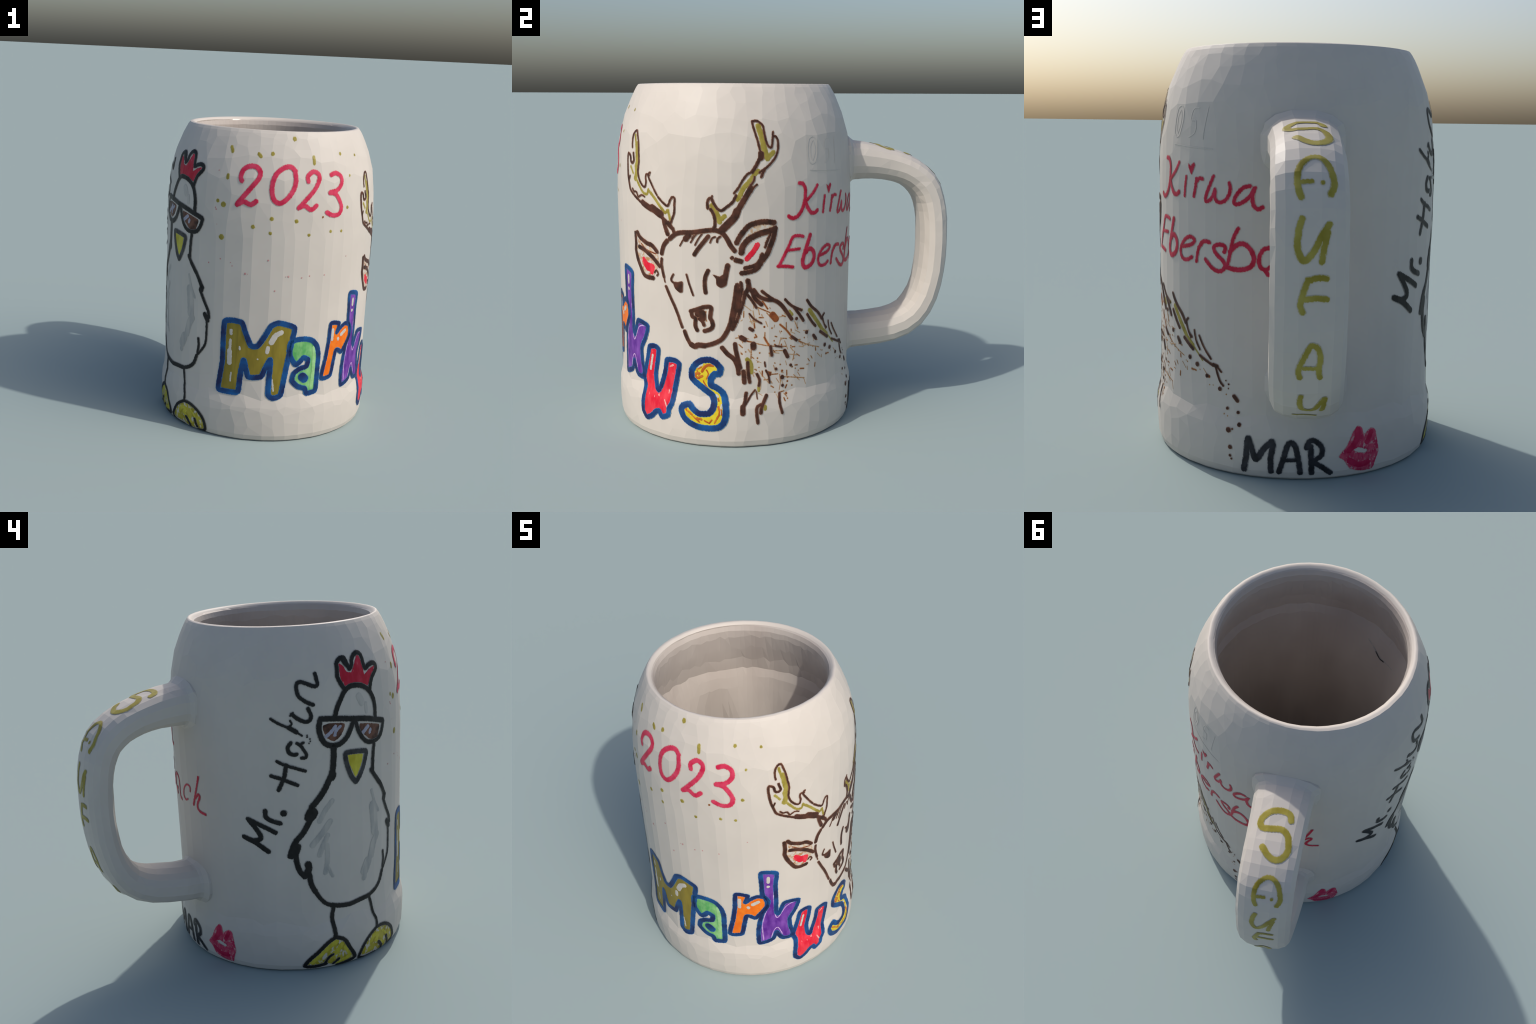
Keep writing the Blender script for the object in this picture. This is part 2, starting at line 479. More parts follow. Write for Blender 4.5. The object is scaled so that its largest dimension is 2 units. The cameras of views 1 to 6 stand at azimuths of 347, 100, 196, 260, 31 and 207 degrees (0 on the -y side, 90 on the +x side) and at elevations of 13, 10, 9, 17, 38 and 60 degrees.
def ink_film(items, nm, place, grow=0.0):
    layer, _ = INK[nm]
    fine = min([i[3] for i in items if i[3]] + [12])
    h = 2.2 if fine < 8 else 3.0
    lines = []
    for _, _, kind, w, pts in items:
        if kind == "pen":
            lines.append((kind, w, curve(pts)))
        elif kind == "loop":
            lines.append((kind, w, curve(pts, True, .3)))
        else:
            lines.append((kind, w, curve(pts, True, .3, 8.0)))
    allp = np.vstack([l[2] for l in lines])
    mw = max(l[1] for l in lines) / 2 + 4 * h
    xs = np.arange(allp[:, 0].min() - mw, allp[:, 0].max() + mw, h)
    ys = np.arange(allp[:, 1].min() - mw, allp[:, 1].max() + mw, h)
    F = np.full((len(xs), len(ys)), 50.0)
    for kind, w, P in lines:
        if kind in ("pen", "loop"):
            segment_field(F, xs, ys, P, w)
        elif kind == "fill":
            F = np.minimum(F, polygon_field(xs, ys, P))
    for kind, w, P in lines:
        if kind == "hole":
            F = np.maximum(F, -polygon_field(xs, ys, P))
    X, Y = np.meshgrid(xs, ys, indexing="ij")
    amp = .10 * min(fine, 12)
    F = F + amp * smooth_noise(X, Y, 16.0, 3) + .5 * amp * smooth_noise(X, Y, 7.0, 4)
    F = F - grow + (1.0 if nm in BLUR_RIM else 0.0)
    # clip the grid triangles to the inked side of the field
    vid, V, H = {}, [], []
    def corner(i, j):
        k = (i, j)
        if k not in vid:
            vid[k] = len(V)
            V.append((xs[i], ys[j]))
            H.append(F[i, j])
        return vid[k]
    def cross(p, q):
        k = (p, q) if p < q else (q, p)
        if k not in vid:
            fp, fq = F[k[0]], F[k[1]]
            t = fp / (fp - fq)
            vid[k] = len(V)
            V.append((xs[k[0][0]] * (1 - t) + xs[k[1][0]] * t, ys[k[0][1]] * (1 - t) + ys[k[1][1]] * t))
            H.append(0.0)
        return vid[k]
    tris = []
    neg = F < 0
    cell = neg[:-1, :-1] | neg[1:, :-1] | neg[:-1, 1:] | neg[1:, 1:]
    for i, j in zip(*np.nonzero(cell)):
        i, j = int(i), int(j)
        for tri in (((i, j), (i + 1, j), (i + 1, j + 1)), ((i, j), (i + 1, j + 1), (i, j + 1))):
            s_ = [neg[p] for p in tri]
            cnt = sum(s_)
            if cnt == 0:
                continue
            if cnt == 3:
                tris.append(tuple(corner(*p) for p in tri))
                continue
            k = s_.index(True) if cnt == 1 else s_.index(False)
            p, q, r_ = tri[k], tri[(k + 1) % 3], tri[(k + 2) % 3]
            if cnt == 1:
                tris.append((corner(*p), cross(p, q), cross(p, r_)))
            else:
                e, f_ = cross(p, q), cross(p, r_)
                tris.append((e, corner(*q), corner(*r_)))
                tris.append((e, corner(*r_), f_))
    base = .0008 + .0008 * layer + .00004 * INK_ORDER.index(nm) - (.0005 if grow else 0)
    dome = 0 if grow else .0006
    out = []
    for (x, y), f_ in zip(V, H):
        out.append(place(x / 1000, y / 1000, base + dome * min(1.0, -f_ / 4.0)))
    return out, tris

def on_wall(x, y, lift):
    a = x / SHEET_R
    d = Vector((math.sin(a), -math.cos(a), 0))
    y = max(.004, min(1.985, y))
    hit, _, _, _ = wall_tree.ray_cast(AXIS + d * 1.2 + Vector((0, 0, y)), -d)
    p = hit if hit is not None else AXIS + d * .7 + Vector((0, 0, y))
    return tuple(p + d * lift)

def on_bore(x, y, lift):
    a = x / SHEET_R
    d = Vector((math.sin(a), -math.cos(a), 0))
    hit, _, _, _ = bore_tree.ray_cast(AXIS + Vector((0, 0, y)), d)
    return tuple(hit - d * lift)

_eo = np.array([e for e in EDGE_OUT if e[0] > .69])
_el = np.concatenate([[0], np.cumsum(np.hypot(*np.diff(_eo, axis=0).T))])
def on_handle(x, y, lift):
    c_ = [float(np.interp(y, _el, _eo[:, k])) for k in (0, 1)]
    e = [float(np.interp(y + .03, _el, _eo[:, k]) - np.interp(y - .03, _el, _eo[:, k])) for k in (0, 1)]
    L = math.hypot(*e)
    n = (HDIR * (-e[1] / L) + Vector((0, 0, e[0] / L)))
    p = AXIS + HDIR * c_[0] + Vector((0, 0, c_[1])) + HWID * x
    hit, _, _, _ = handle_tree.ray_cast(p + n * .12, -n)
    return tuple((hit if hit is not None else p) + n * lift)

# ------------------------------------------------------------------ the drawings

def draw_deer_drawing():
    s = Sheet('deer_drawing', on_wall, mug)
    s.piece('antler')
    s.pen('umber', 11, (1346, 1798), (1353, 1767), (1365, 1728), (1376, 1689), (1384, 1656), (1393, 1624))
    s.pen('umber', 11, (1346, 1798), (1369, 1802), (1390, 1793), (1407, 1776), (1411, 1754), (1416, 1721), (1425, 1685), (1437, 1666), (1451, 1663), (1457, 1685), (1461, 1714), (1465, 1743))
    s.pen('umber', 11, (1463, 1721), (1478, 1720), (1489, 1704), (1491, 1674), (1486, 1642), (1470, 1609), (1445, 1580), (1420, 1558), (1395, 1542), (1381, 1532))
    s.pen('umber', 14, (1410, 1551), (1400, 1532), (1391, 1509))
    s.pen('umber', 31, (1391, 1630), (1391, 1611))
    s.pen('umber', 18, (1391, 1617), (1379, 1598), (1361, 1565), (1341, 1536))
    s.pen('umber', 11, (1341, 1536), (1314, 1523), (1287, 1487), (1264, 1448), (1244, 1425))
    s.pen('umber', 14, (1254, 1412), (1240, 1382), (1220, 1362), (1201, 1348), (1181, 1333), (1161, 1338), (1144, 1358), (1131, 1381), (1124, 1397), (1111, 1394), (1102, 1373), (1104, 1343))
    s.pen('umber', 9, (1128, 1409), (1124, 1397))
    s.pen('umber', 16, (1120, 1337), (1137, 1307), (1143, 1274), (1140, 1244), (1126, 1223))
    s.pen('umber', 29, (1333, 1451), (1313, 1415), (1293, 1382), (1273, 1348), (1260, 1322))
    s.pen('umber', 39, (1260, 1328), (1247, 1298), (1223, 1271), (1203, 1251), (1183, 1231))
    s.pen('umber', 10, (1366, 1469), (1350, 1455), (1337, 1434), (1327, 1421))
    s.pen('umber', 11, (1354, 1510), (1348, 1487), (1330, 1464))
    s.pen('gold', 32, (1382, 1773), (1391, 1741), (1402, 1702), (1408, 1663), (1421, 1623), (1428, 1607))
    s.pen('gold', 26, (1428, 1607), (1461, 1636))
    s.pen('gold', 26, (1375, 1539), (1354, 1523), (1340, 1500), (1317, 1474), (1293, 1448), (1277, 1415), (1263, 1392))
    s.pen('gold', 28, (1127, 1357), (1141, 1338), (1154, 1311), (1164, 1288), (1167, 1271))
    s.pen('gold', 24, (1167, 1278), (1194, 1301))
    s.piece('antler')
    s.pen('umber', 11, (568, 1648), (565, 1686), (571, 1716), (586, 1735), (606, 1739), (618, 1712), (631, 1669), (639, 1626), (646, 1582), (643, 1548), (640, 1514), (656, 1473), (687, 1442), (707, 1440), (715, 1464), (711, 1493), (718, 1508), (739, 1504))
    s.pen('umber', 11, (746, 1519), (732, 1503), (755, 1461), (780, 1424), (798, 1400))
    s.pen('umber', 14, (584, 1616), (591, 1593), (594, 1575), (579, 1562), (561, 1571), (554, 1598), (540, 1609), (526, 1612), (521, 1588), (526, 1535), (535, 1489), (548, 1450), (562, 1415), (584, 1397), (622, 1376), (661, 1355), (710, 1332))
    s.pen('umber', 9, (557, 1489), (545, 1464))
    s.pen('umber', 9, (585, 1420), (603, 1405), (626, 1405), (646, 1380), (674, 1391), (702, 1384))
    s.pen('umber', 33, (686, 1350), (736, 1328), (789, 1312))
    s.pen('umber', 42, (762, 1326), (822, 1297))
    s.pen('umber', 22, (817, 1293), (857, 1260), (900, 1222))
    s.pen('umber', 11, (807, 1390), (841, 1361), (871, 1346), (886, 1376), (901, 1395), (915, 1389), (913, 1359), (911, 1312), (899, 1280), (888, 1252))
    s.pen('umber', 24, (842, 1269), (853, 1228), (867, 1192))
    s.pen('umber', 19, (873, 1256), (900, 1220), (909, 1196))
    s.pen('gold', 17, (592, 1715), (597, 1686), (607, 1667))
    s.pen('gold', 31, (611, 1666), (618, 1632), (624, 1597), (629, 1570), (620, 1546), (624, 1510), (613, 1478))
    s.pen('gold', 15, (559, 1541), (588, 1507))
    s.pen('gold', 15, (621, 1480), (647, 1449), (686, 1407), (719, 1399), (732, 1425))
    s.pen('gold', 17, (732, 1421), (771, 1389), (827, 1331), (851, 1308), (871, 1321))
    s.pen('gold', 15, (871, 1316), (888, 1262))
    s.piece('head')
    s.pen('umber', 24, (881, 1167), (918, 1196), (956, 1206), (1015, 1210), (1071, 1219), (1126, 1226), (1160, 1222), (1186, 1207), (1206, 1180), (1223, 1147), (1246, 1116))
    s.pen('umber', 24, (862, 1154), (838, 1124), (824, 1081))
    s.pen('umber', 7, (943, 1133), (963, 1165), (986, 1194))
    s.pen('umber', 31, (978, 1173), (996, 1194))
    s.pen('umber', 7, (1007, 1155), (1029, 1189), (1043, 1203))
    s.pen('umber', 7, (1032, 1142), (1050, 1176), (1071, 1204))
    s.pen('umber', 5, (1014, 1175), (1025, 1196))
    s.pen('umber', 21, (1027, 1090), (1049, 1122), (1077, 1157), (1105, 1192))
    s.pen('umber', 8, (1115, 1158), (1126, 1182), (1143, 1190))
    s.pen('umber', 10, (1153, 1163), (1156, 1180), (1170, 1192))
    s.pen('umber', 16, (823, 1050), (821, 1022), (828, 980), (836, 950))
    s.pen('umber', 7, (834, 953), (842, 922))
    s.pen('umber', 16, (849, 898), (878, 838), (909, 778), (931, 724), (948, 679))
    s.pen('umber', 21, (963, 656), (976, 622), (994, 591))
    s.pen('umber', 29, (1001, 585), (1023, 576), (1042, 585), (1078, 584))
    s.pen('umber', 24, (1071, 583), (1113, 593), (1148, 608), (1179, 630), (1204, 670), (1221, 712))
    s.pen('umber', 21, (1221, 712), (1233, 775), (1245, 845), (1255, 921))
    s.pen('umber', 11, (898, 970), (884, 944), (892, 928), (916, 919))
    s.fill('umber', (896, 928), (924, 929), (955, 935), (954, 877), (934, 874), (907, 894))
    s.pen('umber', 27, (1209, 1034), (1202, 1003), (1195, 962))
    s.fill('umber', (1129, 983), (1165, 974), (1192, 989), (1207, 976), (1202, 928), (1174, 913), (1149, 927), (1146, 961))
    s.pen('umber', 10, (980, 977), (991, 936), (1004, 899), (1017, 865))
    s.pen('umber', 21, (1102, 1004), (1086, 966), (1083, 924), (1087, 883))
    s.pen('umber', 22, (1001, 773), (1052, 792), (1080, 802), (1115, 802), (1115, 773), (1111, 744), (1121, 724), (1125, 696), (1110, 678), (1079, 667))
    s.pen('umber', 21, (1004, 769), (1011, 745), (1028, 734), (1027, 697), (1037, 670))
    s.pen('umber', 38, (1044, 762), (1066, 767), (1069, 739))
    s.pen('umber', 18, (1051, 734), (1069, 718), (1076, 700))
    s.pen('sienna', 5, (1088, 778), (1085, 750), (1091, 722))
    s.piece('neck')
    s.pen('umber', 22, (1259, 928), (1265, 872), (1257, 817), (1241, 747), (1232, 684))
    s.pen('umber', 18, (1303, 885), (1291, 830), (1275, 782), (1255, 726), (1236, 684))
    s.pen('umber', 18, (1279, 940), (1282, 900), (1274, 844), (1265, 782))
    s.pen('umber', 24, (1316, 951), (1321, 913), (1301, 878))
    s.piece('ear')
    s.pen('umber', 27, (1258, 1160), (1280, 1201), (1320, 1247), (1360, 1263), (1408, 1270), (1461, 1263))
    s.pen('umber', 31, (1283, 1106), (1290, 1139), (1326, 1179), (1381, 1205), (1429, 1217), (1464, 1227))
    s.pen('umber', 27, (1467, 1232), (1458, 1181), (1440, 1135), (1423, 1094), (1388, 1048), (1354, 1008))
    s.pen('umber', 14, (1440, 1203), (1422, 1163), (1412, 1132))
    s.pen('umber', 21, (1395, 1092), (1381, 1055), (1354, 1032), (1303, 1020))
    s.pen('umber', 24, (1283, 993), (1326, 999), (1364, 1013), (1388, 1041))
    s.fill('ear_orange', (1293, 1160), (1333, 1227), (1374, 1253), (1457, 1249), (1461, 1232), (1381, 1212), (1326, 1186))
    s.pen('sienna', 8, (1300, 1166), (1333, 1196), (1367, 1219), (1405, 1252))
    s.pen('red', 29, (1369, 1144), (1347, 1108), (1313, 1071))
    s.pen('umber', 26, (1253, 1065), (1279, 1058))
    s.pen('umber', 21, (1233, 1077))
    s.piece('ear')
    s.pen('umber', 24, (629, 1177), (651, 1152), (710, 1127), (754, 1116), (789, 1087))
    s.pen('umber', 24, (607, 1171), (611, 1121), (609, 1071), (634, 1010), (675, 948), (710, 935), (755, 934))
    s.pen('umber', 24, (643, 1097), (693, 1084), (754, 1052), (806, 1009))
    s.fill('ear_orange', (623, 1157), (782, 1086), (801, 1034), (792, 998), (755, 944), (701, 945), (658, 990), (622, 1061))
    s.pen('sienna', 17, (659, 1118), (710, 1088), (777, 1073))
    s.pen('red', 27, (675, 1022), (710, 983), (750, 979))
    s.pen('red', 31, (680, 1031), (714, 1005), (754, 997), (745, 965))
    s.pen('umber', 9, (767, 967), (781, 981), (795, 963), (785, 951))
    s.pen('sienna', 7, (627, 1136), (630, 1063), (658, 1000), (710, 962))
    s.piece('torso_fur')
    s.pen('umber', 22, (1319, 951), (1326, 912), (1343, 884), (1357, 849), (1392, 816))
    s.pen('umber', 14, (1316, 871), (1343, 835), (1364, 800))
    s.pen('umber', 21, (1350, 898), (1377, 862), (1420, 842), (1463, 835), (1500, 811), (1531, 773), (1554, 742), (1570, 719))
    s.pen('umber', 16, (1395, 889), (1427, 862), (1455, 843))
    s.pen('umber', 14, (1530, 833), (1570, 794), (1636, 760))
    s.pen('umber', 16, (1586, 781), (1620, 741), (1650, 699))
    s.pen('umber', 15, (1675, 812), (1708, 771), (1759, 730), (1793, 688))
    s.pen('umber', 15, (1677, 731), (1711, 684), (1741, 653))
    s.pen('umber', 17, (1784, 612), (1850, 569))
    s.pen('umber', 10, (1793, 688), (1815, 713))
    s.pen('umber', 9, (1802, 690), (1817, 650), (1842, 626))
    s.pen('gold', 25, (1695, 752), (1740, 697), (1794, 632))
    s.pen('gold', 16, (1794, 632), (1850, 588))
    s.pen('gold', 18, (1558, 763), (1574, 743))
    s.pen('gold', 16, (1640, 761))
    s.pen('sienna', 9, (1399, 833), (1427, 789))
    s.pen('sienna', 38, (1456, 752), (1475, 729))
    s.pen('sienna', 6, (1364, 803), (1441, 767))
    s.pen('sienna', 11, (1501, 694), (1540, 658), (1572, 618))
    s.pen('umber', 16, (1572, 618), (1605, 593))
    s.pen('sienna', 5, (1538, 701), (1540, 665))
    s.pen('sienna', 5, (1605, 593), (1631, 592))
    s.pen('umber', 9, (1326, 766), (1350, 737), (1392, 710))
    s.pen('umber', 18, (1329, 683), (1343, 674))
    s.pen('umber', 27, (1281, 634), (1298, 623))
    s.pen('sienna', 8, (1302, 616), (1350, 602))
    s.pen('umber', 31, (1347, 593), (1348, 575))
    s.pen('sienna', 4, (1250, 631), (1274, 634))
    s.pen('sienna', 5, (1350, 600), (1435, 579), (1541, 565))
    s.pen('sienna', 11, (1410, 628), (1428, 594), (1446, 571))
    s.pen('umber', 16, (1444, 575), (1452, 524))
    s.pen('sienna', 5, (1413, 656), (1412, 628))
    s.pen('sienna', 5, (1336, 572), (1335, 511))
    s.pen('umber', 9, (1472, 576), (1510, 567))
    s.pen('umber', 21, (1529, 541), (1547, 506))
    s.pen('umber', 22, (1247, 598), (1252, 556), (1264, 506), (1274, 463))
    s.pen('umber', 24, (1177, 576), (1206, 542), (1240, 514), (1260, 471), (1266, 431))
    s.pen('gold', 25, (1314, 508), (1333, 483), (1336, 434))
    s.pen('umber', 18, (1316, 491), (1319, 433), (1327, 379))
    s.pen('umber', 24, (1293, 440), (1297, 380))
    s.pen('umber', 14, (1368, 422), (1382, 387), (1378, 355))
    s.pen('gold', 16, (1378, 344), (1378, 325))
    s.pen('umber', 18, (1307, 317), (1300, 272), (1288, 238))
    s.pen('umber', 27, (1288, 242), (1287, 205))
    s.pen('umber', 9, (1357, 332), (1335, 305), (1314, 272), (1297, 245))
    s.pen('umber', 5, (1364, 324), (1368, 282))
    s.pen('umber', 18, (1420, 297), (1404, 266), (1389, 232), (1385, 204))
    s.pen('umber', 16, (1387, 250), (1366, 238), (1362, 206), (1369, 146))
    s.pen('gold', 19, (1410, 238), (1410, 223))
    s.pen('umber', 14, (1497, 301), (1494, 249), (1507, 190))
    s.pen('umber', 7, (1411, 488), (1414, 463))
    s.pen('umber', 9, (1418, 441), (1432, 411), (1440, 367))
    s.pen('sienna', 18, (1432, 418), (1443, 415))
    s.pen('sienna', 5, (1443, 414), (1488, 413))
    s.pen('sienna', 4, (1519, 393), (1582, 381), (1660, 364))
    s.pen('sienna', 4, (1622, 586), (1685, 554), (1776, 522))
    s.pen('sienna', 4, (1472, 547), (1533, 543))
    s.pen('sienna', 4, (1593, 529), (1582, 480))
    s.pen('umber', 24, (1515, 391))
    s.pen('umber', 16, (1477, 443))
    s.pen('umber', 16, (1567, 454))
    s.pen('umber', 16, (1516, 344))
    s.pen('umber', 21, (1674, 628))
    s.pen('umber', 21, (1827, 525))
    s.pen('umber', 22, (1879, 499))
    s.pen('umber', 18, (1603, 716))
    s.pen('sienna', 14, (1515, 427))
    s.pen('sienna', 9, (1503, 465))
    s.pen('sienna', 9, (1578, 442))
    s.pen('sienna', 11, (1548, 363))
    s.pen('sienna', 14, (1539, 295))
    s.pen('sienna', 11, (1410, 688))
    s.pen('sienna', 9, (1453, 678))
    s.pen('sienna', 9, (1384, 542))
    s.pen('sienna', 9, (1371, 513))
    s.pen('sienna', 7, (1305, 552))
    s.pen('sienna', 8, (1373, 491))
    s.pen('sienna', 14, (1956, 453))
    s.pen('sienna', 9, (1612, 663))
    s.pen('sienna', 8, (1690, 549))
    s.pen('sienna', 7, (1648, 571))
    s.pen('sienna', 11, (1357, 631))
    s.pen('umber', 18, (1727, 600), (1745, 579))
    s.pen('sienna', 8, (1466, 605))
    s.pen('sienna', 7, (1599, 430))
    s.pen('sienna', 7, (1620, 415))
    s.pen('sienna', 8, (1577, 335))
    s.pen('sienna', 8, (1544, 267))
    s.pen('sienna', 7, (1471, 309))
    s.pen('sienna', 8, (1758, 569))
    s.pen('sienna', 7, (1569, 565))
    s.pen('sienna', 7, (1724, 536))
    s.pen('sienna', 7, (1847, 465))
    s.pen('sienna', 7, (1805, 497))
    s.pen('sienna', 7, (1379, 459))
    s.pen('sienna', 7, (1364, 445))
    s.pen('sienna', 7, (1343, 464))
    s.pen('sienna', 11, (1550, 386))
    s.pen('sienna', 7, (1509, 654))
    s.pen('sienna', 7, (1660, 598))
    s.pen('umber', 8, (1807, 708), (1798, 688), (1816, 654), (1835, 621))
    s.pen('umber', 8, (1859, 662), (1871, 615), (1897, 574))
    s.pen('umber', 9, (1893, 640), (1922, 594), (1968, 541))
    s.pen('gold', 8, (1844, 592), (1875, 561), (1913, 525))
    s.pen('umber', 11, (1897, 546), (1937, 529), (1983, 510))
    s.pen('umber', 17, (1983, 514), (2005, 510))
    s.pen('umber', 8, (2005, 510), (2028, 487))
    s.pen('umber', 9, (1994, 512), (2009, 469), (2023, 438), (2039, 422))
    s.pen('umber', 18, (1945, 455))
    s.pen('umber', 19, (2020, 404))
    s.pen('umber', 14, (2064, 318))
    s.pen('umber', 14, (2121, 306))
    s.pen('umber', 18, (2130, 251))
    s.pen('umber', 24, (2079, 221))
    s.pen('umber', 8, (2098, 228))
    s.pen('umber', 19, (2088, 139))
    s.pen('umber', 12, (2087, 97))
    s.pen('umber', 8, (2094, 82))
    s.pen('umber', 7, (2068, 433))
    s.pen('umber', 5, (2068, 413))
    s.pen('umber', 5, (2054, 449))
    s.pen('umber', 17, (2098, 380), (2115, 361))
    s.pen('sienna', 5, (1980, 415))
    s.pen('sienna', 5, (1959, 413))
    s.pen('sienna', 5, (2055, 382))
    s.pen('sienna', 5, (2047, 289))
    s.pen('sienna', 5, (2066, 282))
    s.pen('sienna', 5, (1793, 501))
    s.pen('sienna', 5, (1838, 467))
    s.pen('sienna', 5, (1896, 476))
    s.piece('fur_flecks')
    flank = [(1300, 880), (1500, 770), (1672, 700), (1831, 575), (1960, 470), (1787, 470), (1660, 340), (1544, 250), (1442, 300), (1343, 330), (1295, 456), (1261, 634)]
    s.scatter('haze', 70, (3.5, 6), flank, 3, 60)
    s.scatter('sienna', 46, (4, 8), flank, 5, 34)
    s.build()

def draw_town_lettering():
    s = Sheet('town_lettering', on_wall, mug)
    s.piece('letter')
    s.pen('crimson', 21, (1614, 1468), (1635, 1465), (1652, 1442), (1655, 1408), (1647, 1361), (1631, 1321), (1603, 1289), (1571, 1280), (1548, 1292))
    s.pen('crimson', 18, (1743, 1450), (1719, 1418), (1686, 1389), (1656, 1367))
    s.pen('crimson', 21, (1656, 1364), (1670, 1332), (1697, 1302), (1725, 1300), (1744, 1312))
    s.piece('letter')
    s.pen('crimson', 16, (1805, 1387), (1796, 1335), (1792, 1297))
    s.fill('crimson', (1819, 1450), (1838, 1438), (1859, 1456), (1867, 1443), (1844, 1399), (1832, 1413))
    s.piece('letter')
    s.pen('crimson', 17, (1878, 1381), (1870, 1340), (1859, 1299))
    s.pen('crimson', 17, (1872, 1357), (1893, 1382), (1918, 1382))
    s.piece('letter')
    s.pen('crimson', 17, (1983, 1397), (1964, 1357), (1942, 1310), (1938, 1282), (1964, 1288), (1982, 1312), (1993, 1338), (1994, 1296), (2014, 1280), (2047, 1290), (2070, 1322), (2074, 1350), (2069, 1370))
    s.piece('letter')
    s.pen('crimson', 18, (2172, 1360), (2142, 1353), (2111, 1324), (2094, 1289), (2105, 1276), (2136, 1286), (2172, 1315), (2189, 1344))
    s.pen('crimson', 19, (2195, 1352), (2184, 1316), (2190, 1274), (2210, 1258), (2230, 1267))
    s.piece('letter')
    s.pen('crimson', 18, (1642, 1175), (1604, 1182), (1573, 1174), (1550, 1128), (1520, 1075), (1491, 1021))
    s.pen('crimson', 18, (1487, 1022), (1528, 1019), (1575, 1011))
    s.pen('crimson', 16, (1542, 1106), (1618, 1108))
    s.piece('letter')
    s.pen('crimson', 24, (1691, 1178), (1673, 1131), (1652, 1077), (1640, 1029), (1658, 1000), (1703, 1015), (1723, 1055), (1711, 1091), (1683, 1102), (1665, 1086))
    s.piece('letter')
    s.pen('crimson', 18, (1776, 1055), (1840, 1071), (1863, 1094), (1831, 1107), (1787, 1086), (1756, 1040), (1770, 1000), (1811, 996), (1844, 1012))
    s.piece('letter')
    s.pen('crimson', 17, (1909, 1087), (1888, 1050), (1875, 995))
    s.pen('crimson', 19, (1893, 1062), (1925, 1094), (1960, 1092))
    s.piece('letter')
    s.pen('crimson', 19, (2044, 1055), (2047, 1079), (2014, 1087), (1985, 1071), (1999, 1043), (2037, 1011), (2047, 986), (2020, 963), (1978, 974), (1936, 1010))
    s.piece('letter')
    s.pen('crimson', 18, (2115, 1166), (2093, 1125), (2080, 1078), (2067, 1020), (2056, 987))
    s.pen('crimson', 22, (2074, 1058), (2106, 1089), (2140, 1099), (2173, 1078), (2192, 1040), (2185, 1005), (2155, 985), (2106, 978), (2051, 987))
    s.piece('letter')
    s.pen('crimson', 19, (2263, 1086), (2235, 1076), (2216, 1035), (2224, 996), (2250, 986), (2267, 998))
    s.pen('crimson', 19, (2244, 985), (2259, 963))
    s.pen('crimson', 16, (2262, 1089), (2305, 1069), (2315, 1025), (2316, 962), (2345, 946))
    s.piece('letter')
    s.pen('crimson', 10, (2481, 1032), (2478, 1062), (2439, 1064), (2398, 1029), (2389, 983), (2414, 963), (2446, 976))
    s.piece('letter')
    s.pen('crimson', 15, (2578, 1142), (2560, 1089), (2534, 1022), (2509, 957))
    s.pen('crimson', 16, (2531, 1002), (2566, 1033), (2578, 1017), (2553, 973), (2555, 942), (2589, 927), (2621, 923))
    s.build()

def draw_measuring_mark():
    s = Sheet('measuring_mark', on_wall, mug)
    s.piece('all')
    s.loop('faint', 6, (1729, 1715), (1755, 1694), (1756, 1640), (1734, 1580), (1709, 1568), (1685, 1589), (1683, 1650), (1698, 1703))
    s.loop('faint', 5, (1725, 1695), (1737, 1668), (1735, 1627), (1715, 1588), (1703, 1615), (1704, 1662))
    s.pen('faint', 6, (1873, 1704), (1833, 1698), (1821, 1651), (1856, 1643), (1855, 1594), (1812, 1569))
    s.pen('faint', 6, (1932, 1708), (1920, 1633), (1913, 1563))
    s.pen('faint', 6, (1690, 1536), (1809, 1527), (1973, 1519))
    s.build()

